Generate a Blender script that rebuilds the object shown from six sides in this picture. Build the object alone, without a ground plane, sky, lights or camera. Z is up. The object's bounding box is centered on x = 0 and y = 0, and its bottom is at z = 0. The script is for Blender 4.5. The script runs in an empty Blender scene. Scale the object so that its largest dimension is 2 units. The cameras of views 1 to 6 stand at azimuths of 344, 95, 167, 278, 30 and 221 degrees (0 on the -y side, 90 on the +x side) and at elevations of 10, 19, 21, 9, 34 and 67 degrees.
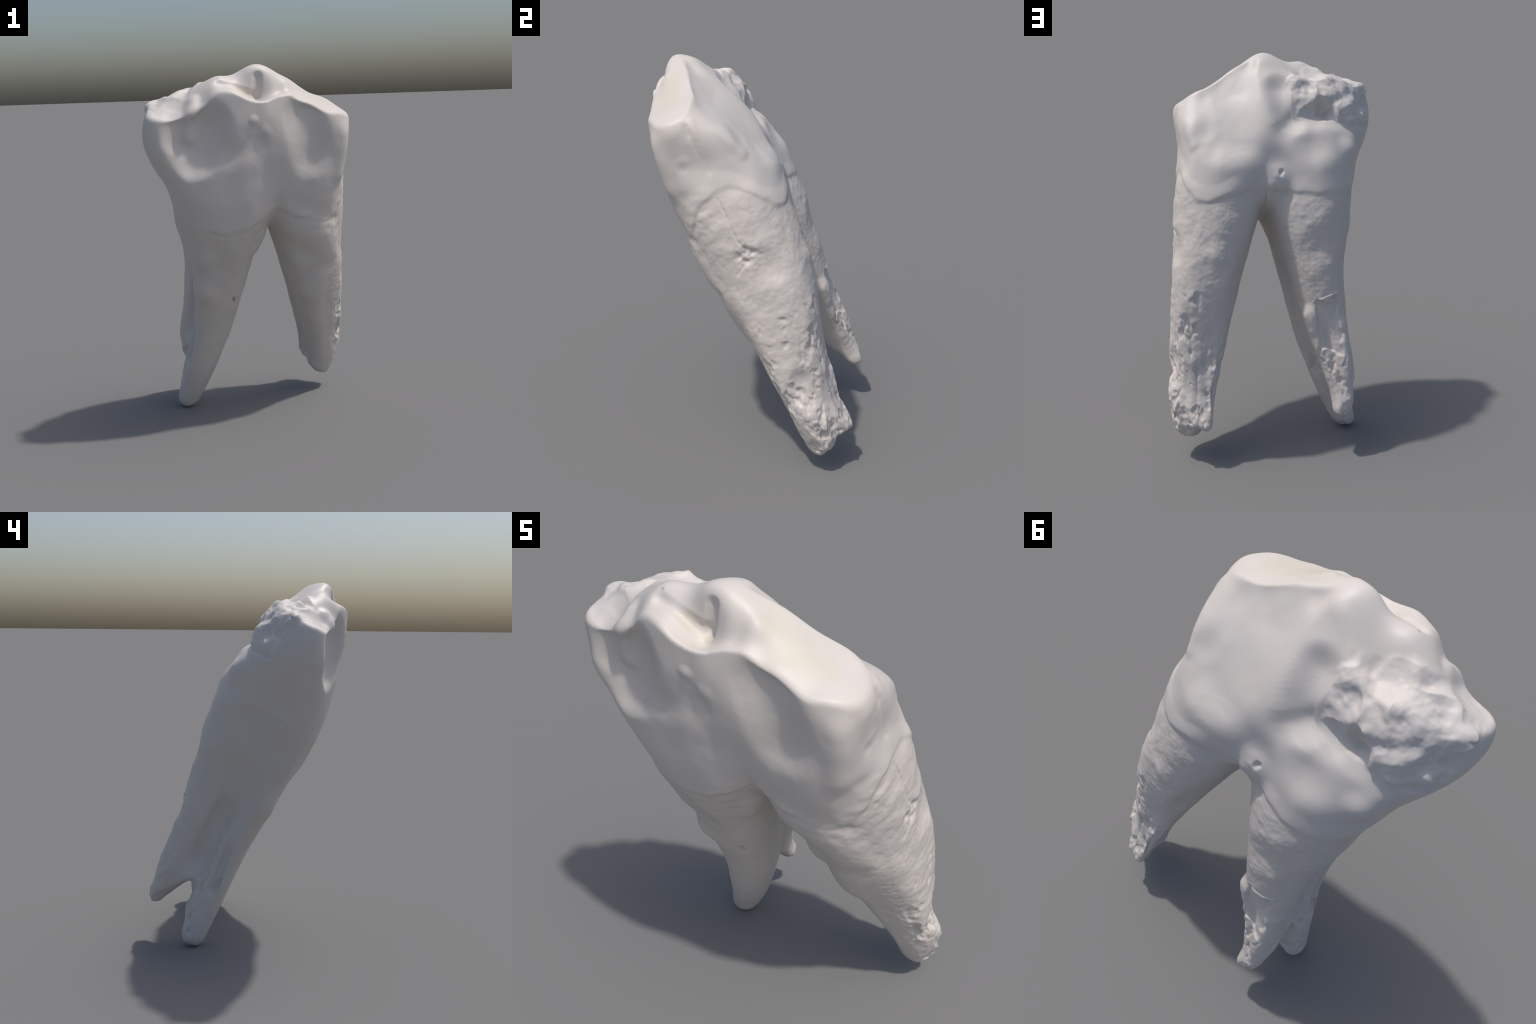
"""A two-rooted animal molar with a worn, chipped crown, standing on the tip of one root.

The tooth is described in its own frame (a = along the jaw, b = cheek to tongue, c = up the
tooth axis) and leant over by TILT.  A crown-and-neck body and four root strands are lofts
through cross-sections, the chewing surface is a height sheet cutting the body off, and the
lot is merged with soft unions, skinned, refined and then carved with named strokes.
"""
import bpy, math
import numpy as np

TILT = math.radians(22.0)
CT, ST = math.cos(TILT), math.sin(TILT)


def to_world(p):
    a, b, c = p[..., 0], p[..., 1], p[..., 2]
    return np.stack([a, b * CT - c * ST, 1 + b * ST + c * CT], -1)


# ------------------------------------------------------------------ splines
def along(levels, x):
    """Cubic Hermite weights of uneven stations."""
    L = np.asarray(levels, float)
    n = len(L)
    x = np.clip(x, L[0], L[-1])
    D = np.zeros((n, n))
    for i in range(n):
        lo, hi = max(i - 1, 0), min(i + 1, n - 1)
        D[i, hi] += 1 / (L[hi] - L[lo])
        D[i, lo] -= 1 / (L[hi] - L[lo])
    k = np.clip(np.searchsorted(L, x) - 1, 0, n - 2)
    h = L[k + 1] - L[k]
    t = (x - L[k]) / h
    I = np.eye(n)
    return ((2 * t**3 - 3 * t**2 + 1)[:, None] * I[k] + (t**3 - 2 * t**2 + t)[:, None] * h[:, None] * D[k]
            + (3 * t**2 - 2 * t**3)[:, None] * I[k + 1] + (t**3 - t**2)[:, None] * h[:, None] * D[k + 1])


def around(K, th):
    """Closed Catmull-Rom weights of K spokes."""
    u = np.mod(th / (2 * np.pi), 1) * K
    k = np.floor(u).astype(int)
    t = (u - k)[:, None]
    I = np.eye(K)
    g = lambda j: I[np.mod(k + j, K)]
    return 0.5 * (2 * g(0) + (g(1) - g(-1)) * t + (2 * g(-1) - 5 * g(0) + 4 * g(1) - g(2)) * t**2
                  + (3 * g(0) - g(-1) - 3 * g(1) + g(2)) * t**3)


def ker(r):
    return np.sqrt(r * r + .04**2)


class Sheet:
    """A smooth height field c = h(a, b) through a few spot heights."""

    def __init__(self, spots):
        s = np.array(spots, float)
        n = len(s)
        A = np.zeros((n + 3, n + 3))
        A[:n, :n] = ker(np.linalg.norm(s[:, None, :2] - s[None, :, :2], axis=-1))
        A[:n, n] = 1
        A[:n, n + 1:] = s[:, :2]
        A[n:, :n] = A[:n, n:].T
        w = np.linalg.solve(A, np.r_[s[:, 2], 0, 0, 0])
        self.a = np.linspace(-.9, .8, 171)
        self.b = np.linspace(-.5, .5, 101)
        ga, gb = np.meshgrid(self.a, self.b, indexing="ij")
        h = w[n] + w[n + 1] * ga + w[n + 2] * gb
        for i in range(n):
            h = h + w[i] * ker(np.hypot(ga - s[i, 0], gb - s[i, 1]))
        self.h = h
        da, db = np.gradient(h, .01)
        self.n = 1 / np.sqrt(1 + da**2 + db**2)

    def at(self, a, b):
        u = np.clip((a + .9) * 100, 0, 169.999)
        v = np.clip((b + .5) * 100, 0, 99.999)
        i, j = u.astype(int), v.astype(int)
        u, v = u - i, v - j
        mix = lambda t: (t[i, j] * (1 - u) + t[i + 1, j] * u) * (1 - v) + (t[i, j + 1] * (1 - u) + t[i + 1, j + 1] * u) * v
        return mix(self.h), mix(self.n)


class Loft:
    """Cross-sections: level c, centre (a, b) and radii on evenly spaced spokes."""

    def __init__(self, sections):
        self.lev = np.array([s[0] for s in sections])
        cen = np.array([s[1] for s in sections])
        rad = np.array([s[2] for s in sections])
        self.c0, self.c1 = self.lev[0], self.lev[-1]
        cs = np.linspace(self.c0, self.c1, 300)
        th = np.linspace(-np.pi, np.pi, 361)
        W = along(self.lev, cs)
        self.R = W @ rad @ around(rad.shape[1], th).T
        self.cen = W @ cen
        dc = np.gradient(self.R, cs, axis=0)
        dt = np.gradient(self.R, th, axis=1) / self.R
        self.N = 1 / np.sqrt(1 + dc**2 + dt**2)

    def side(self, a, b, c):
        u = np.clip((c - self.c0) / (self.c1 - self.c0), 0, 1) * 298.999
        i = u.astype(int)
        u = u - i
        ca = self.cen[i, 0] * (1 - u) + self.cen[i + 1, 0] * u
        cb = self.cen[i, 1] * (1 - u) + self.cen[i + 1, 1] * u
        da, db = a - ca, b - cb
        rho = np.hypot(da, db)
        v = (np.arctan2(db, da) + np.pi) / (2 * np.pi) * 359.999
        j = v.astype(int)
        v = v - j
        mix = lambda t: (t[i, j] * (1 - u) + t[i + 1, j] * u) * (1 - v) + (t[i, j + 1] * (1 - u) + t[i + 1, j + 1] * u) * v
        return (rho - mix(self.R)) * mix(self.N)


def smin(x, y, k):
    h = np.maximum(k - np.abs(x - y), 0) / k
    return np.minimum(x, y) - h * h * k * .25


def smax(x, y, k):
    return -smin(-x, -y, k)


BODY = Loft([  # level, centre, radii on 36 spokes
    (-.280, (.060, .030), [.487, .482, .443, .383, .323, .272, .233, .205, .190, .186, .194, .212, .238, .270, .307, .349, .388, .411, .412, .404, .374, .332, .295, .265, .240, .218, .196, .177, .165, .165, .181, .218, .275, .347, .419, .470]),
    (-.080, (.040, .020), [.504, .506, .479, .428, .370, .312, .259, .220, .198, .192, .204, .233, .278, .328, .372, .408, .432, .430, .424, .425, .410, .380, .347, .318, .290, .260, .233, .210, .193, .186, .195, .238, .308, .381, .445, .488]),
    (.110, (.020, .000), [.505, .512, .500, .460, .409, .350, .287, .239, .208, .202, .219, .256, .316, .382, .423, .449, .460, .443, .433, .440, .440, .423, .396, .364, .329, .296, .267, .242, .224, .218, .230, .274, .341, .406, .458, .490]),
    (.280, (.000, .000), [.509, .515, .505, .476, .428, .372, .313, .261, .223, .218, .239, .279, .331, .386, .432, .460, .469, .460, .456, .467, .473, .461, .433, .388, .345, .314, .287, .260, .245, .246, .269, .314, .373, .430, .473, .499]),
    (.420, (-.020, .000), [.498, .509, .502, .471, .423, .372, .325, .285, .257, .249, .261, .290, .334, .390, .430, .458, .476, .486, .483, .490, .502, .490, .445, .391, .346, .316, .290, .270, .261, .268, .293, .335, .387, .440, .478, .495]),
    (.560, (-.040, .000), [.508, .519, .500, .451, .394, .343, .305, .279, .265, .261, .265, .278, .305, .343, .388, .440, .490, .523, .547, .550, .543, .495, .419, .362, .325, .300, .279, .263, .259, .268, .291, .329, .381, .441, .494, .506]),
    (.700, (-.060, -.010), [.533, .522, .474, .398, .336, .294, .267, .253, .250, .254, .262, .269, .275, .295, .341, .411, .485, .542, .571, .581, .545, .444, .363, .315, .287, .267, .251, .242, .242, .250, .268, .299, .348, .421, .498, .530]),
    (.840, (-.070, -.020), [.496, .447, .358, .291, .253, .231, .217, .210, .210, .215, .224, .228, .233, .258, .306, .375, .450, .512, .547, .552, .440, .352, .298, .265, .241, .222, .211, .207, .207, .212, .223, .245, .287, .360, .453, .511]),
    (.960, (-.070, -.030), [.406, .342, .241, .183, .160, .156, .156, .151, .148, .146, .145, .148, .164, .193, .236, .294, .370, .447, .467, .425, .328, .261, .228, .207, .189, .174, .164, .161, .159, .158, .163, .176, .203, .255, .334, .407]),
    (1.070, (-.070, -.030), [.313, .261, .164, .107, .089, .093, .100, .102, .099, .094, .092, .098, .113, .137, .169, .213, .279, .362, .386, .338, .248, .193, .169, .156, .147, .138, .131, .125, .120, .117, .117, .121, .134, .162, .217, .293]),
])

FRONT_ROOT_LEFT = Loft([  # level, centre, radii on 10 spokes
    (-1.030, (-.350, -.120), [.044, .059, .073, .080, .079, .071, .065, .056, .049, .045]),
    (-.800, (-.340, -.110), [.130, .143, .118, .084, .055, .044, .046, .054, .071, .095]),
    (-.500, (-.290, -.100), [.175, .187, .163, .122, .079, .054, .058, .076, .094, .132]),
    (-.200, (-.240, -.100), [.181, .189, .172, .147, .128, .115, .123, .126, .132, .160]),
    (.100, (-.210, -.080), [.201, .197, .175, .170, .187, .197, .200, .183, .177, .194]),
    (.450, (-.200, -.050), [.196, .185, .170, .180, .213, .231, .230, .208, .198, .202]),
])

BACK_ROOT_LEFT = Loft([  # level, centre, radii on 10 spokes
    (-.915, (-.275, .190), [.029, .032, .030, .035, .038, .034, .035, .032, .027, .027]),
    (-.700, (-.270, .170), [.077, .073, .073, .072, .081, .089, .093, .121, .119, .089]),
    (-.400, (-.250, .140), [.132, .130, .115, .102, .102, .110, .130, .153, .157, .143]),
    (-.100, (-.230, .120), [.174, .174, .160, .149, .139, .135, .151, .160, .168, .176]),
    (.150, (-.220, .100), [.219, .215, .198, .191, .196, .195, .187, .173, .180, .206]),
    (.450, (-.200, .080), [.221, .222, .207, .205, .217, .214, .199, .177, .180, .205]),
])

FRONT_ROOT_RIGHT = Loft([  # level, centre, radii on 10 spokes
    (-.965, (.530, -.050), [.055, .081, .090, .091, .075, .048, .029, .023, .025, .035]),
    (-.700, (.490, -.050), [.113, .158, .158, .143, .113, .083, .066, .058, .055, .070]),
    (-.400, (.430, -.060), [.150, .175, .187, .178, .151, .122, .108, .093, .080, .099]),
    (-.100, (.360, -.070), [.176, .201, .197, .187, .177, .159, .150, .125, .112, .133]),
    (.150, (.300, -.060), [.184, .196, .191, .188, .190, .181, .173, .157, .156, .172]),
    (.450, (.250, -.030), [.199, .191, .173, .174, .194, .201, .195, .178, .179, .196]),
])

BACK_ROOT_RIGHT = Loft([  # level, centre, radii on 10 spokes
    (-.930, (.455, .135), [.020, .020, .020, .021, .020, .020, .020, .053, .061, .020]),
    (-.700, (.430, .110), [.108, .098, .064, .062, .057, .052, .056, .102, .129, .115]),
    (-.400, (.380, .085), [.188, .162, .133, .120, .108, .087, .099, .135, .166, .181]),
    (-.100, (.330, .090), [.225, .208, .172, .154, .155, .149, .151, .156, .177, .209]),
    (.150, (.290, .090), [.204, .200, .193, .191, .196, .194, .196, .191, .197, .209]),
    (.450, (.250, .070), [.201, .197, .187, .197, .222, .233, .224, .199, .189, .199]),
])

# spot heights of the worn chewing surface and of the break that runs down from it
TOP = Sheet([
    (-.390, -.110, .923), (-.348, -.142, .936), (-.300, -.174, .975), (-.254, -.206, .984),
    (-.204, -.222, .988), (-.149, -.220, .976), (-.090, -.190, .952), (-.030, -.185, .955),
    (.020, -.180, .971), (.090, -.150, .968), (.108, -.100, .977), (.141, -.155, .943),
    (.194, -.165, .925), (.250, -.170, .898), (.305, -.175, .872), (.360, -.185, .861),
    (.410, -.200, .835), (-.075, -.100, .939), (-.150, -.095, .977), (-.255, -.085, 1.006),
    (-.265, -.048, 1.023), (-.090, -.060, 1.033), (-.042, -.075, 1.018), (.050, -.078, 1.006),
    (.090, -.079, 1.002), (.008, -.088, 1.010), (-.010, -.120, .960), (.040, -.120, .965),
    (-.200, -.150, .993), (-.300, -.110, .994), (-.041, .050, 1.049), (.042, .049, 1.024),
    (.128, .040, .984), (.225, .048, .926), (.286, .058, .892), (.369, .070, .861),
    (.100, -.020, 1.002), (.180, -.060, .948), (.280, -.060, .899), (.360, -.050, .865),
    (.430, .000, .824), (.450, -.100, .821), (.455, -.190, .793), (.470, .050, .800),
    (.420, .100, .838), (-.466, -.094, .875), (-.500, -.008, .905), (-.558, .074, .862),
    (-.605, .070, .849), (-.620, -.110, .847), (-.130, .130, .941), (-.250, .030, .988),
    (-.250, .090, .905), (-.350, .000, .973), (-.355, .170, .880), (-.420, .080, .922),
    (-.250, .170, .882), (-.480, .150, .860), (-.680, .000, .834), (-.300, .300, .820),
    (-.500, .300, .801), (-.100, .300, .899), (.100, .200, .951), (.300, .200, .900),
    (-.050, -.300, .960), (-.200, -.300, .991), (-.400, -.250, .922), (.300, -.300, .859),
    (-.600, -.250, .822), (.550, .000, .758), (.520, -.250, .728),
])




def oval(a, b, spokes=16):
    t = np.arange(spokes) * 2 * np.pi / spokes
    return list(1 / np.sqrt((np.cos(t) / a)**2 + (np.sin(t) / b)**2))


# webs of bone that tie the two strands of each root together down to the broken tips
WEB_RIGHT = Loft([(-.905, (.490, .045), oval(.07, .105)), (-.75, (.495, .05), oval(.075, .115)), (-.55, (.45, .04), oval(.07, .11)), (-.30, (.40, .03), oval(.09, .11))])
WEB_LEFT = Loft([(-.93, (-.30, .12), oval(.04, .10)), (-.79, (-.305, .08), oval(.04, .135)), (-.65, (-.295, .05), oval(.045, .12)), (-.45, (-.28, .04), oval(.06, .12)), (-.25, (-.25, .03), oval(.08, .12))])
ROOTS = [FRONT_ROOT_LEFT, BACK_ROOT_LEFT, FRONT_ROOT_RIGHT, BACK_ROOT_RIGHT]
TIP_ROUND = [.07, .03, .06, .04]


def tooth_field(a, b, c):
    """Signed distance-like field of the whole tooth, negative inside."""
    h, n = TOP.at(a, b)
    f = smax(BODY.side(a, b, c), (c - h) * n, .012)
    wall = .185 + .25 * np.maximum(a + .24, 0) + .010 * np.sin(15 * a + 11 * c) + .006 * np.sin(31 * a - 23 * c)
    ledge = .645 - .02 * np.clip(-.2 - a, 0, .1) * 10 + .4 * np.maximum(a + .28, 0) - .18 * np.clip(-.26 - a, -.1, .3) + .010 * np.sin(19 * a + 1) + .006 * np.sin(43 * a)
    cut = smax(smax(wall - b, (ledge - c) * .9, .08), a + .14, .10)
    f = smax(f, -cut, .03)
    arch = np.maximum(.165 + np.where(b < -.05, 6., 1.8) * (b + .05)**2 - 2.3 * (np.sqrt((a - .05)**2 + .02**2) - .02), -.26)
    f = smax(f, (arch - c) * .4, .04)
    roots = []
    for loft, k in zip(ROOTS, TIP_ROUND):
        r = smax(loft.side(a, b, c), loft.c0 - c, k)
        roots.append(smax(r, c - .30, .15))
    web_left = smax(smax(WEB_LEFT.side(a, b, c), .6 * (-.715 - c - .95 * (b - .05)), .03), c + .28, .1)
    web_right = smax(smax(WEB_RIGHT.side(a, b, c), WEB_RIGHT.c0 - c, .03), c + .33, .1)
    left = smin(smin(roots[0], roots[1], .04), web_left, .03)
    right = smin(smin(roots[2], roots[3], .05), web_right, .03)
    return smin(f, smin(left, right, .015), .03) - .001


# ------------------------------------------------------------------ skinning
def surface_net(f, lo, h):
    """Dual quads of the zero level of a sampled field."""
    s = f < 0
    nx, ny, nz = f.shape
    n = np.zeros((nx - 1, ny - 1, nz - 1), np.int8)
    corner = [(i, j, k) for i in (0, 1) for j in (0, 1) for k in (0, 1)]
    cut = lambda t, o: t[o[0]:o[0] + nx - 1, o[1]:o[1] + ny - 1, o[2]:o[2] + nz - 1]
    for o in corner:
        n += cut(s, o)
    act = np.argwhere((n > 0) & (n < 8))
    ids = np.full(n.shape, -1, np.int64)
    ids[tuple(act.T)] = np.arange(len(act))
    acc = np.zeros((len(act), 3))
    cnt = np.zeros(len(act))
    for p in corner:
        for ax in range(3):
            if p[ax]:
                continue
            q = list(p)
            q[ax] = 1
            f0 = f[tuple((act + p).T)]
            f1 = f[tuple((act + q).T)]
            m = (f0 < 0) != (f1 < 0)
            t = f0[m] / (f0[m] - f1[m])
            pos = np.repeat(np.array(p, float)[None], m.sum(), 0)
            pos[:, ax] = t
            acc[m] += pos
            cnt[m] += 1
    v = (act + acc / cnt[:, None]) * h + lo
    quads = []
    for ax in range(3):
        d = [0, 0, 0]
        d[ax] = 1
        sa = s[:nx - d[0], :ny - d[1], :nz - d[2]]
        sb = s[d[0]:, d[1]:, d[2]:]
        e = np.argwhere(sa != sb)
        u, w = [k for k in range(3) if k != ax]
        e = e[(e[:, u] > 0) & (e[:, w] > 0)]
        U, V = np.eye(3, dtype=int)[u], np.eye(3, dtype=int)[w]
        q = np.stack([ids[tuple((e - U - V).T)], ids[tuple((e - V).T)], ids[tuple(e.T)], ids[tuple((e - U).T)]], 1)
        flip = sa[tuple(e.T)] != (ax == 1)
        q[~flip] = q[~flip][:, ::-1]
        quads.append(q)
    return v, np.concatenate(quads)


def grow_mesh():
    h = .0085
    lo = np.array([-.80, -.42, -1.12])
    hi = np.array([.74, .46, 1.16])
    ax = [np.arange(l, u, h) for l, u in zip(lo, hi)]
    f = np.empty([len(x) for x in ax], np.float32)
    for k0 in range(0, len(ax[2]), 40):
        A, B, C = np.meshgrid(ax[0], ax[1], ax[2][k0:k0 + 40], indexing="ij")
        f[:, :, k0:k0 + 40] = tooth_field(A, B, C)
    return surface_net(f, lo, h)


def refine(v, q):
    """One Catmull-Clark step through Blender's own subdivision."""
    me = bpy.data.meshes.new("rough")
    me.from_pydata(v.tolist(), [], q.tolist())
    ob = bpy.data.objects.new("rough", me)
    bpy.context.scene.collection.objects.link(ob)
    m = ob.modifiers.new("s", "SUBSURF")
    m.levels = 1
    dg = bpy.context.evaluated_depsgraph_get()
    ev = ob.evaluated_get(dg).to_mesh()
    nv, nf = len(ev.vertices), len(ev.polygons)
    co = np.empty(nv * 3, np.float32)
    ev.vertices.foreach_get("co", co)
    li = np.empty(nf * 4, np.int32)
    ev.loops.foreach_get("vertex_index", li)
    ob.evaluated_get(dg).to_mesh_clear()
    bpy.data.objects.remove(ob)
    bpy.data.meshes.remove(me)
    return co.reshape(-1, 3).astype(float), li.reshape(-1, 4)


def field_normal(v):
    e = .004
    g = np.stack([tooth_field(*(v + d).T) - tooth_field(*(v - d).T) for d in np.eye(3) * e], 1)
    return g, g / np.maximum(np.linalg.norm(g, axis=1), 1e-9)[:, None]


def settle(v):
    """Draw vertices onto the zero level along the field gradient."""
    g, n = field_normal(v)
    slope = np.maximum(np.linalg.norm(g, axis=1) / .008, .3)
    for _ in range(3):
        step = np.clip(tooth_field(*v.T) / slope, -.01, .01)
        v = v - n * step[:, None]
    return v


def mesh_normals(v, q):
    fn = np.cross(v[q[:, 2]] - v[q[:, 0]], v[q[:, 3]] - v[q[:, 1]])
    n = np.zeros_like(v)
    for k in range(4):
        for d in range(3):
            n[:, d] += np.bincount(q[:, k], fn[:, d], len(v))
    return n / np.maximum(np.linalg.norm(n, axis=1), 1e-12)[:, None]


def relax(v, q, rounds):
    for _ in range(rounds):
        acc = np.zeros_like(v)
        cnt = np.bincount(q.ravel(), minlength=len(v)) * 2.0
        for k in range(4):
            for s in (1, 3):
                o = v[q[:, (k + s) % 4]]
                for d in range(3):
                    acc[:, d] += np.bincount(q[:, k], o[:, d], len(v))
        v = v * .5 + acc / cnt[:, None] * .5
    return v


# ------------------------------------------------------------------ noise
def value_noise(p, seed):
    i = np.floor(p).astype(np.int64)
    t = p - i
    t = t * t * t * (t * (6 * t - 15) + 10)

    def rnd(o):
        x = (i[:, 0] + o[0]) * 374761393 + (i[:, 1] + o[1]) * 668265263 + (i[:, 2] + o[2]) * 2147483647 + seed * 974711
        x = (x ^ (x >> 13)) * 1274126177 & 0xFFFFFFFF
        x = (x ^ (x >> 16)) * 2246822519 & 0xFFFFFFFF
        return ((x >> 8) & 0xFFFF) / 32767.5 - 1

    r = 0
    for ox in (0, 1):
        for oy in (0, 1):
            for oz in (0, 1):
                w = (t[:, 0] if ox else 1 - t[:, 0]) * (t[:, 1] if oy else 1 - t[:, 1]) * (t[:, 2] if oz else 1 - t[:, 2])
                r = r + w * rnd((ox, oy, oz))
    return r


SPIN = np.array([[.36, .48, -.8], [-.8, .6, 0], [.48, .64, .6]])


def fbm(p, scale, seed, octaves=3, gain=.5):
    s = np.asarray(scale, float)
    r, g = 0, 1
    for o in range(octaves):
        r = r + g * value_noise((p * s) @ SPIN * 2**o + 17.3 * o, seed + o)
        g *= gain
    return r


# ------------------------------------------------------------------ carving strokes
def reach(v, path, width, taper=0.0, ragged=False):
    """1 on the stroke, falling smoothly to 0 at its width; also which vertices it touches."""
    P = np.array(path, float).reshape(-1, 3)
    box = np.flatnonzero(np.all((v > P.min(0) - width) & (v < P.max(0) + width), axis=1))
    x = v[box]
    if ragged:  # broken marks get an uneven outline
        k = .9 / width
        x = x + .38 * width * np.stack([value_noise(x * k, 7), value_noise(x * k, 8), value_noise(x * k, 9)], -1)
    d = np.linalg.norm(x - P[0], axis=1)
    where = np.zeros(len(x))
    for i, (s, e) in enumerate(zip(P[:-1], P[1:])):
        se = e - s
        t = np.clip((x - s) @ se / (se @ se), 0, 1)
        k = np.linalg.norm(x - s - t[:, None] * se, axis=1)
        where = np.where(k < d, (i + t) / (len(P) - 1), where)
        d = np.minimum(d, k)
    w = np.clip(1 - (d / width)**2, 0, 1)
    if taper:  # fade in from the start of the path
        w = w * np.clip(where / taper, 0, 1)
    return box, w


class Carver:
    def __init__(self, v, q):
        self.v, self.q, self.pending = v, q, None
        self.refresh()

    def refresh(self):
        self.n = mesh_normals(self.v, self.q)

    def stroke(self, path, width, depth, power=2.0, taper=0.0, ragged=False, face=-.1):
        """Press in (or, with negative depth, raise) a band along a path."""
        box, w = reach(self.v, path, width, taper, ragged)
        if not len(box):
            return
        P = np.array(path, float).reshape(-1, 3)
        mid = P[len(P) // 2]
        k = box[np.argmin(np.linalg.norm(self.v[box] - mid, axis=1))]
        facing = np.clip((self.n[box] @ self.n[k] - face) / .4, 0, 1)
        amount = depth * w**power * facing
        if self.pending is not None:
            self.pending[box] -= amount
        else:
            self.v[box] -= self.n[box] * amount[:, None]

    def gather(self):
        """Collect the strokes that follow instead of cutting them one by one."""
        self.pending = np.zeros(len(self.v))

    def release(self, rounds):
        """Blend the collected strokes into each other, then cut them."""
        q, p = self.q, self.pending
        cnt = np.bincount(q.ravel(), minlength=len(p)) * 2.0
        for _ in range(rounds):
            acc = np.zeros(len(p))
            for k in range(4):
                acc += np.bincount(q[:, k], p[q[:, k - 1]] + p[q[:, (k + 1) % 4]], len(p))
            p = .5 * p + .5 * acc / cnt
        self.pending = None
        n = relax(self.n, q, 12)
        self.v += n / np.linalg.norm(n, axis=1)[:, None] * p[:, None]
        self.refresh()

    def shift(self, amount):
        self.v += self.n * amount[:, None]


def ramp(x, lo, hi):
    t = np.clip((x - lo) / (hi - lo), 0, 1)
    return t * t * (3 - 2 * t)


NECK_FRONT = [(-.44, -.20, .30), (-.343, -.277, .30), (-.256, -.294, .257), (-.146, -.299, .274), (-.061, -.285, .314),
              (.012, -.239, .337), (.062, -.231, .374), (.148, -.237, .325), (.254, -.241, .303), (.335, -.228, .274), (.41, -.18, .31)]
NECK_BACK_LEFT = [(-.022, .238, .308), (-.09, .277, .287), (-.159, .304, .27), (-.302, .262, .265), (-.421, .189, .295), (-.47, .06, .37), (-.45, -.1, .36)]
NECK_BACK_RIGHT = [(.41, -.18, .31), (.44, -.12, .40), (.472, -.033, .452), (.476, .056, .474), (.474, .109, .445), (.458, .179, .362),
                   (.403, .234, .283), (.32, .26, .253), (.228, .259, .283), (.148, .245, .312)]
NECK = NECK_FRONT + NECK_BACK_RIGHT + NECK_BACK_LEFT


def neck_level(a, b):
    """Height of the enamel border, read off the marked points round the tooth."""
    pts = np.array(NECK)
    ang = np.arctan2(pts[:, 1] * 1.6, pts[:, 0])
    o = np.argsort(ang)
    grid = np.linspace(-np.pi, np.pi, 361)[:-1]
    lev = np.interp(grid, ang[o], pts[o, 2], period=2 * np.pi)
    w = np.exp(-(np.arange(-15, 16) / 5.0)**2)
    lev = np.convolve(np.r_[lev[-15:], lev, lev[:15]], w / w.sum(), "valid")
    return np.interp(np.arctan2(b * 1.6, a), grid, lev, period=2 * np.pi)


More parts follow.
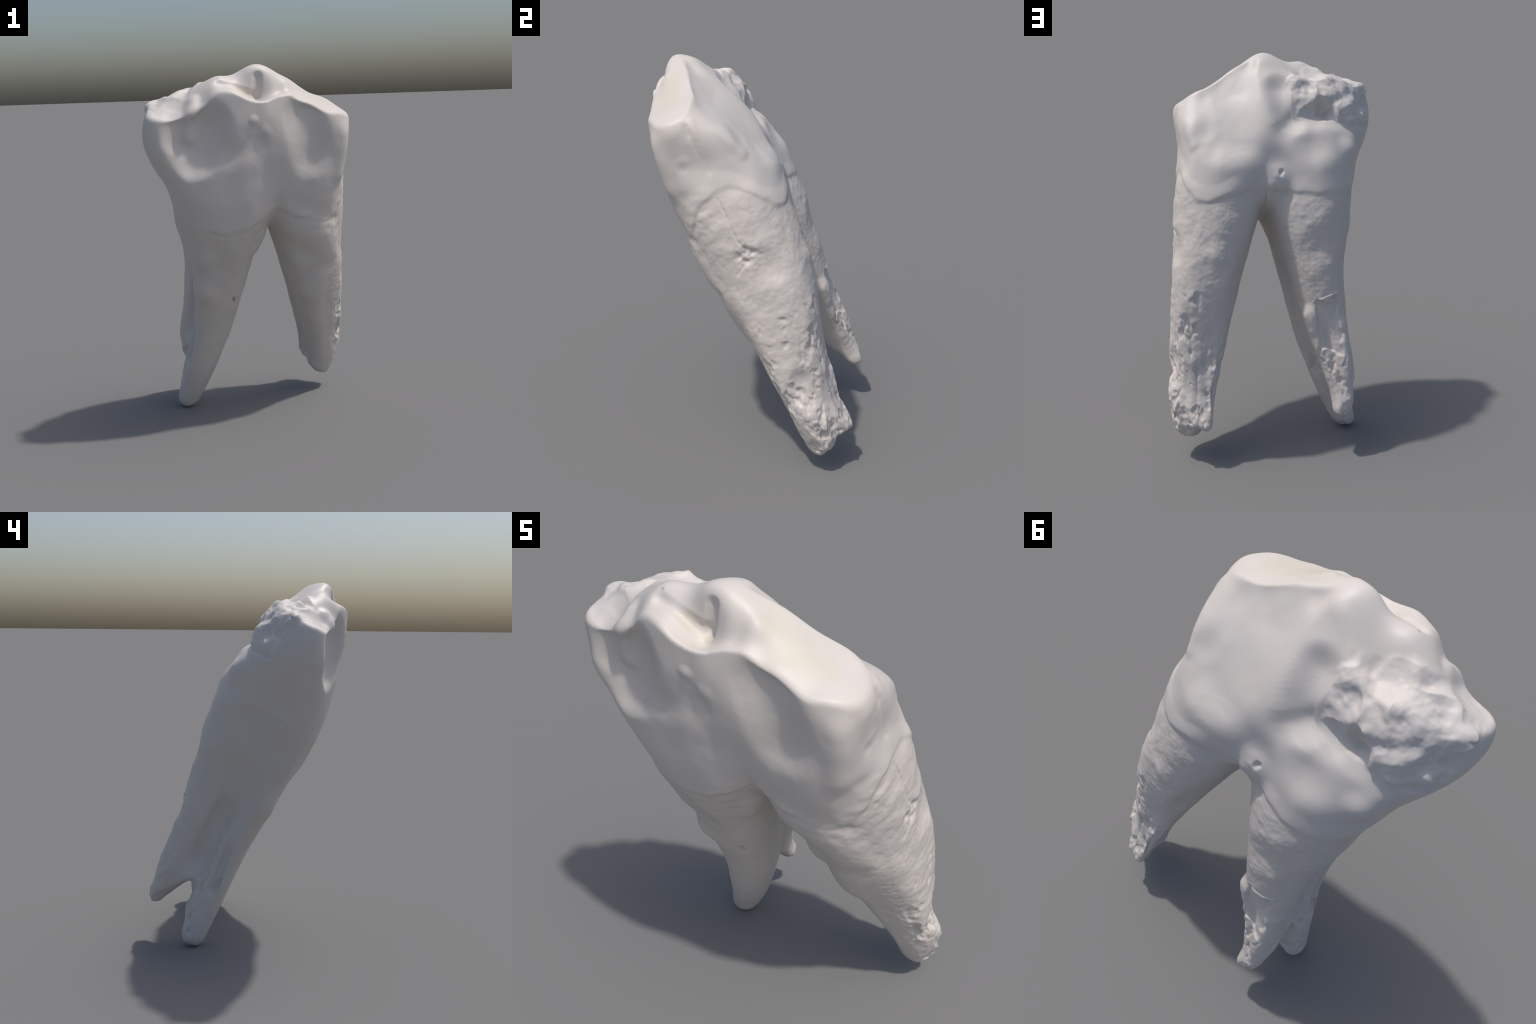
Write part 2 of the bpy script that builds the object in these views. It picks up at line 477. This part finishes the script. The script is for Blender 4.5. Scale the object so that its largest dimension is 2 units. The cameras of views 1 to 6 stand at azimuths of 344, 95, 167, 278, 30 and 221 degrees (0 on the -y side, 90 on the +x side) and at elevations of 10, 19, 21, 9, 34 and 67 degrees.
def carve(v, q, n):
    C = Carver(v, q)
    # -- broad hollows and swells of the crown
    C.gather()
    C.stroke([(-.37, -.20, .82), (-.41, -.22, .72)], .165, .062, 1.5, face=.55)
    C.stroke([(-.12, -.22, .75)], .12, .012)
    C.stroke([(.17, -.19, .86), (.20, -.22, .76), (.22, -.22, .66)], .13, .034, 1.3, face=.5)
    C.stroke([(.41, -.18, .757), (.40, -.20, .62), (.39, -.20, .52)], .07, -.018)
    C.stroke([(-.09, .20, .85), (-.103, .254, .72), (-.125, .25, .67)], .10, .05, 1.5)
    C.stroke([(.18, .14, .83), (.21, .215, .68), (.24, .25, .60)], .18, .026, 1.2)
    C.stroke([(.11, .27, .41), (.25, .28, .45)], .12, -.014)
    C.stroke([(.475, -.02, .65), (.474, .06, .58), (.475, .11, .52)], .14, .022, 1.3)
    C.stroke([(-.25, .17, .78), (-.39, .17, .75)], .08, -.026)
    C.stroke([(-.13, .21, .66), (-.07, .255, .60)], .08, .02)
    C.stroke([(-.226, .28, .507)], .12, .016)
    C.stroke([(-.43, .22, .485)], .09, -.03)
    C.stroke([(-.60, .08, .79)], .08, .022)
    C.stroke([(-.01, .24, .36), (.03, .20, .29)], .10, -.042)
    C.stroke([(.31, -.23, .58), (.33, -.24, .42)], .13, -.011)
    C.stroke([(-.23, -.24, .70)], .10, .014)
    C.stroke([(.10, .09, .93), (.14, .09, .90)], .09, -.010)
    C.stroke([(-.19, .22, .70), (-.24, .22, .66)], .09, .026)
    C.release(90)
    C.v = relax(C.v, q, 3)
    C.refresh()
    C.gather()
    C.stroke([(-.405, -.1, .93), (-.415, -.155, .84), (-.42, -.18, .76)], .055, -.017)
    C.stroke([(-.43, -.245, .615)], .07, .008)
    C.stroke([(-.51, -.14, .81), (-.50, -.17, .75)], .08, .013)
    C.stroke([(.335, .08, .82), (.335, .13, .748), (.335, .17, .631)], .08, .007)
    C.stroke([(.458, .10, .79), (.441, .157, .68), (.414, .20, .57)], .05, -.009)
    C.release(7)
    C.stroke([(-.26, -.08, 1.0), (-.15, -.092, .965), (-.08, -.10, .945)], .035, .012)
    C.stroke([(-.06, -.06, 1.03), (-.065, -.085, .97), (-.07, -.095, .945)], .035, .016)
    # -- flutes and swells of the roots
    C.refresh()
    C.gather()
    C.stroke([(.20, -.235, .232), (.331, -.228, .155), (.386, -.19, -.066), (.335, -.172, -.24)], .13, -.028, 1.5)
    C.stroke([(-.01, -.193, .178), (-.036, -.193, .102)], .08, -.024)
    C.stroke([(-.378, -.241, .245), (-.342, -.226, .07)], .10, -.024)
    C.stroke([(.536, .117, .04)], .11, .018)
    C.stroke([(-.192, .293, -.015)], .13, .018)
    C.stroke([(-.40, .03, .12), (-.385, .02, -.15), (-.365, .03, -.40), (-.355, .04, -.52)], .17, .034, 1.2, .2)
    C.stroke([(-.385, .01, .05), (-.371, .0, -.189), (-.356, .01, -.402), (-.342, .02, -.57)], .075, .032, 2.0, .4)
    C.stroke([(.10, .03, .05), (.156, .03, -.058), (.267, .04, -.372), (.365, .052, -.685), (.40, .05, -.85)], .09, .035, 1.5)
    C.stroke([(-.29, .235, -.45), (-.29, .235, -.60), (-.285, .225, -.74), (-.285, .21, -.84)], .075, -.024)
    C.stroke([(.48, .185, -.62), (.50, .175, -.80)], .09, .018)
    C.stroke([(-.322, -.202, -.164)], .11, -.025)
    C.stroke([(.225, -.189, -.02)], .10, -.02)
    C.stroke([(.413, -.208, -.052)], .09, .015)
    C.stroke([(.339, .272, -.024)], .09, -.018)
    C.stroke([(-.135, .20, -.38), (-.16, .20, -.55), (-.20, .20, -.75), (-.24, .19, -.88)], .07, -.030, 1.5)
    C.stroke([(-.17, .25, -.15), (-.19, .24, -.35), (-.21, .235, -.50), (-.225, .225, -.66), (-.235, .22, -.80)], .13, .042, 1.5, .5)
    C.stroke([(.42, .21, -.25), (.45, .19, -.48), (.48, .185, -.60), (.52, .17, -.72)], .13, .03, 1.5, .3)
    C.stroke([(.59, .04, -.80), (.57, .03, -.88)], .08, -.02)
    C.stroke([(.60, .04, -.55), (.605, .05, -.64)], .09, .03)
    C.release(60)
    C.stroke([(-.349, -.084, -.279), (-.342, -.095, -.427), (-.345, -.101, -.546), (-.36, -.102, -.69)], .035, .024, 2.0, .4)
    # -- the break: crags on wall and top
    a, b, c = C.v.T
    crest = np.interp(-a, [.13, .25, .40, .47, .52, .70], [.11, .03, -.04, -.09, -.14, -.16])
    ledge = .655 - .18 * np.clip(-.26 - a, -.1, .3)
    wob = .03 * fbm(C.v, 9, 5)
    broken = ramp(-a + wob, .125, .16) * ramp(c + wob * .5, ledge - .005, ledge + .03) * ramp(b + wob, crest, crest + .07) * ramp(a, -.645, -.60)
    broken *= np.maximum(ramp(C.n[:, 1], .3, .6), ramp(C.n[:, 2], .15, .4)) * ramp(C.n[:, 1], -.55, -.15)
    calm = .3 + .7 * ramp(b, -.10, .08)
    big = fbm(C.v, 8, 11, 2)
    ridged = 1 - 2 * np.abs(value_noise(C.v @ SPIN * 13 + 3.1, 21))
    C.shift(broken * calm * (-.003 + .027 * big + .010 * ridged + .003 * fbm(C.v, 30, 31, 2)))
    C.stroke([(-.36, .18, .89)], .06, -.012)
    C.stroke([(-.55, .07, .86)], .05, -.010)
    C.refresh()
    # -- the neck: an uneven ledge where enamel ends
    a, b, c = C.v.T
    lev = neck_level(a, b) + .012 * fbm(C.v, 14, 41, 2)
    below = lev - c
    lip = ramp(below, -.09, -.01) * (1 - ramp(below, -.008, .026))
    C.shift(lip * (.004 + .003 * ramp(a, .1, .2) * ramp(b, .14, .24) + .003 * value_noise(C.v * 7, 44)))
    C.shift(-.0004 * ramp(below, .002, .022) * (1 - ramp(below, .02, .05)) * np.clip(.4 + 1.2 * value_noise(C.v * 26, 45), 0, 2))
    # -- single marks
    C.stroke([(-.037, .262, .388), (-.031, .262, .374)], .021, .018)
    C.stroke([(-.012, .255, .345), (.015, .23, .27), (.045, .17, .18)], .035, .007)
    C.stroke([(-.11, -.214, .862)], .035, -.006)
    C.stroke([(-.13, -.21, .825), (-.085, -.215, .812)], .03, .003)
    C.stroke([(-.064, -.23, .765), (-.058, -.235, .735)], .04, .004)
    C.stroke([(-.05, -.22, .80)], .05, -.004)
    C.stroke([(.412, -.02, .80), (.443, -.001, .775), (.468, .004, .723), (.472, .001, .648), (.47, .02, .55)], .024, .006)
    C.stroke([(.425, .03, .79), (.465, .03, .72)], .03, -.003)
    for p, r, d in [((.459, -.091, .61), .04, .003), ((.46, -.075, .63), .045, -.003), ((.441, -.144, .474), .045, .003), ((.455, .02, .52), .05, -.003)]:
        C.stroke([p], r, d)
    # crack and crust of the right root
    C.stroke([(.48, .009, .418), (.502, .014, .32), (.519, .018, .206), (.526, .043, .15)], .009, .0035, 1.0)
    C.stroke([(.532, .035, .095), (.53, -.01, .08), (.527, -.045, .055)], .010, .002, 1.0)
    C.stroke([(.47, -.1, .36), (.50, -.03, .38)], .03, -.004)
    # pits of the right root
    for p, r, d in [((.581, .073, -.223), .035, .016), ((.586, .061, -.262), .02, .012), ((.588, .055, -.29), .02, -.008), ((.591, .035, -.338), .028, .014),
                    ((.571, -.054, -.245), .022, .008), ((.583, -.046, -.33), .025, .010), ((.587, -.057, -.41), .03, .010), ((.608, -.029, -.58), .03, .012),
                    ((.582, .102, -.656), .025, .016), ((.607, .065, -.712), .02, .012), ((.598, .043, -.835), .035, .02), ((.62, .018, -.76), .03, -.012),
                    ((.604, -.027, -.877), .04, .014)]:
        C.stroke([p], r, d * .6, ragged=True)
    for path in [[(.575, .105, -.68), (.61, .05, -.77), (.60, .04, -.82)], [(.48, .175, -.72), (.47, .165, -.85)], [(.453, .166, -.70), (.445, .16, -.80)], [(.52, .16, -.62), (.49, .17, -.72)]]:
        C.stroke(path, .022, .009, ragged=True)
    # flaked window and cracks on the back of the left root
    a, b, c = C.v.T
    jag = .018 * fbm(C.v, 17, 53, 2)
    win = ramp(a + jag, -.295, -.275) * ramp(-a + jag, .15, .175) * ramp(b, .12, .17) * ramp(-c + .03 * fbm(C.v, 20, 51, 2), .295, .305) * ramp(c + .05 * fbm(C.v, 12, 52, 2), -.60, -.585)
    C.shift(-.009 * win * ramp(C.n[:, 1], .2, .5))
    C.stroke([(-.15, .238, -.308), (-.20, .25, -.296), (-.222, .255, -.288), (-.288, .241, -.266)], .010, -.005, 1.0)
    C.stroke([(-.232, .25, -.33), (-.228, .24, -.38), (-.213, .238, -.436)], .010, -.006, 1.0)
    C.stroke([(-.205, .24, -.36), (-.19, .235, -.42)], .008, -.004, 1.0)
    C.stroke([(-.145, -.213, -.206), (-.137, -.204, -.24)], .006, .02, 1.0)
    C.refresh()
    # -- roughness
    a, b, c = C.v.T
    root = ramp(neck_level(a, b) - c, 0, .06)
    back = ramp(C.n[:, 1], -.1, .4)
    outer = ramp(a, .40, .52) * ramp(C.n[:, 0], .1, .5)
    low = ramp(-c, .30, .55)
    pits = np.maximum(fbm(C.v * [1, 1, .6], 20, 61, 3) - .05, 0)
    rough = low * np.maximum(back * np.where(a > .05, .9, ramp(-c, .55, .65)), outer)
    patch = ramp(-c, .17, .22) * ramp(c, -.46, -.36) * ramp(a, .42, .47) * ramp(b, .09, .15)
    crust = np.exp(-(np.linalg.norm((C.v - [.527, .035, .125]) * [1, 1, 1], axis=1) / .055)**2)
    rough = np.clip(rough + patch, 0, 1)
    C.shift(rough * (-.017 * pits + .005 * fbm(C.v * [1, 1, .5], 16, 66, 2)) + crust * .013 * fbm(C.v, 27, 71, 2))
    C.shift(root * (.0011 * fbm(C.v * [1, 1, 1.2], 16, 81, 3) + .0025 * fbm(C.v, 9, 85, 2) + .0009 * fbm(C.v, 42, 88, 2)) * (.6 + .6 * np.maximum(back, outer)))
    C.shift((1 - root) * (1 - broken) * .0012 * fbm(C.v, 10, 91, 2))
    # transverse growth ripples under the front neck
    ripple = ramp(neck_level(a, b) - c, -.12, 0) * (1 - ramp(neck_level(a, b) - c, .05, .25)) * ramp(-C.n[:, 1], -.2, .5)
    C.shift(.0006 * ripple * np.sin(c * 95 + 9 * value_noise(C.v * 4, 95)) + .0015 * ripple * ramp(a, .2, .4) * fbm(C.v, 30, 97, 2))
    C.refresh()

    v, n = C.v, C.n
    a, b, c = v.T
    parts = np.zeros(len(v), int)
    h, _ = TOP.at(a, b)
    parts[(c > h - .02) & (broken < .3) & (n[:, 2] > .35) & (c > .7)] = 1
    parts[broken > .45] = 2
    below = neck_level(a, b) - c > .004
    parts[below & (a < .05)] = 3
    parts[below & (a >= .05)] = 4
    return v, parts



# ------------------------------------------------------------------ build
v, q = grow_mesh()
v, q = refine(v, q)
v = relax(v, q, 12)
v = settle(v)
v = relax(v, q, 2)
n = mesh_normals(v, q)
v, parts = carve(v, q, n)
w = to_world(v)
w[:, 2] -= w[:, 2].min()
N = mesh_normals(w, q)

def tooth_material(name, base, warm, stain, rough, grain):
    """Bone-like colour: soft mottling, faint stains, fine grain."""
    m = bpy.data.materials.new(name)
    m.use_nodes = True
    t = m.node_tree
    L = t.links.new
    bsdf = t.nodes["Principled BSDF"]
    co = t.nodes.new("ShaderNodeTexCoord")

    def noise(scale, detail):
        x = t.nodes.new("ShaderNodeTexNoise")
        x.inputs["Scale"].default_value = scale
        x.inputs["Detail"].default_value = detail
        L(co.outputs["Object"], x.inputs["Vector"])
        return x.outputs["Fac"]

    def ramp_of(fac, lo, hi):
        r = t.nodes.new("ShaderNodeMapRange")
        r.inputs["From Min"].default_value = lo
        r.inputs["From Max"].default_value = hi
        L(fac, r.inputs["Value"])
        return r.outputs["Result"]

    def mix(fac, x, y):
        k = t.nodes.new("ShaderNodeMix")
        k.data_type = "RGBA"
        L(fac, k.inputs[0])
        for s, val in ((6, x), (7, y)):
            if isinstance(val, tuple):
                k.inputs[s].default_value = (*val, 1)
            else:
                L(val, k.inputs[s])
        return k.outputs[2]

    def near(point, radius):
        d = t.nodes.new("ShaderNodeVectorMath")
        d.operation = "DISTANCE"
        L(co.outputs["Object"], d.inputs[0])
        d.inputs[1].default_value = point
        r = t.nodes.new("ShaderNodeMapRange")
        r.interpolation_type = "SMOOTHSTEP"
        r.inputs["From Min"].default_value = radius
        r.inputs["From Max"].default_value = radius * .3
        L(d.outputs["Value"], r.inputs["Value"])
        return r.outputs["Result"]

    col = mix(ramp_of(noise(5, 3), .35, .65), base, warm)
    fine = ramp_of(noise(38, 4), .62, .78)
    dim = t.nodes.new("ShaderNodeMath")
    dim.operation = "MULTIPLY"
    dim.inputs[1].default_value = .35
    L(fine, dim.inputs[0])
    col = mix(dim.outputs[0], col, stain)
    for p, r, k in SPOTS.get(name, []):
        f = near(tuple(float(x) for x in to_world(np.array(p)) - [0, 0, DROP]), r)
        col = mix(f, col, k)
    L(col, bsdf.inputs["Base Color"])
    rr = t.nodes.new("ShaderNodeMapRange")
    rr.inputs["To Min"].default_value = rough - .06
    rr.inputs["To Max"].default_value = rough + .08
    L(noise(14, 3), rr.inputs["Value"])
    L(rr.outputs["Result"], bsdf.inputs["Roughness"])
    bsdf.inputs["Specular IOR Level"].default_value = .4
    bump = t.nodes.new("ShaderNodeBump")
    bump.inputs["Strength"].default_value = grain
    bump.inputs["Distance"].default_value = .004
    L(noise(70, 4), bump.inputs["Height"])
    L(bump.outputs["Normal"], bsdf.inputs["Normal"])
    return m


DROP = float(to_world(v)[:, 2].min())
CREAM, RED, BROWN = (.615, .57, .495), (.45, .30, .26), (.36, .31, .26)
SPOTS = {
    "worn_dentine": [((.20, -.06, .915), .11, CREAM), ((.29, -.06, .87), .10, CREAM), ((.12, -.03, .97), .08, CREAM),
                     ((-.15, -.095, .965), .06, CREAM), ((-.08, -.10, .94), .05, CREAM), ((-.265, -.048, 1.017), .012, BROWN)],
    "broken_dentine": [((-.466, -.094, .904), .010, RED), ((-.3, .17, .70), .07, CREAM)],
}
ENAMEL = tooth_material("enamel", (.635, .592, .556), (.635, .587, .543), (.58, .545, .52), .50, .03)
WORN = tooth_material("worn_dentine", (.635, .592, .56), (.635, .587, .54), (.57, .54, .51), .46, .03)
BROKEN = tooth_material("broken_dentine", (.64, .60, .57), (.64, .59, .55), (.55, .52, .50), .55, .10)
CEMENT = tooth_material("root_cement", (.615, .57, .53), (.615, .562, .515), (.54, .50, .47), .52, .08)


tooth = bpy.data.objects.new("molar_tooth", None)
bpy.context.scene.collection.objects.link(tooth)
tooth["label"] = "whitish animal molar with two roots and chipped crown"
tooth["category"] = "tooth"


def region_mesh(name, faces, material, parent):
    used = np.unique(faces)
    back = np.zeros(len(w), np.int64)
    back[used] = np.arange(len(used))
    me = bpy.data.meshes.new(name)
    me.from_pydata(w[used].tolist(), [], back[faces].tolist())
    me.polygons.foreach_set("use_smooth", np.ones(len(faces), bool))
    me.normals_split_custom_set_from_vertices(N[used].tolist())
    me.materials.append(material)
    ob = bpy.data.objects.new(name, me)
    bpy.context.scene.collection.objects.link(ob)
    ob.parent = parent
    return ob


fp = np.max(parts[q], axis=1)
crown = region_mesh("crown", q[fp == 0], ENAMEL, tooth)
region_mesh("chewing_surface", q[fp == 1], WORN, crown)
region_mesh("broken_enamel", q[fp == 2], BROKEN, crown)
region_mesh("root", q[fp == 3], CEMENT, tooth)
region_mesh("root", q[fp == 4], CEMENT, tooth)
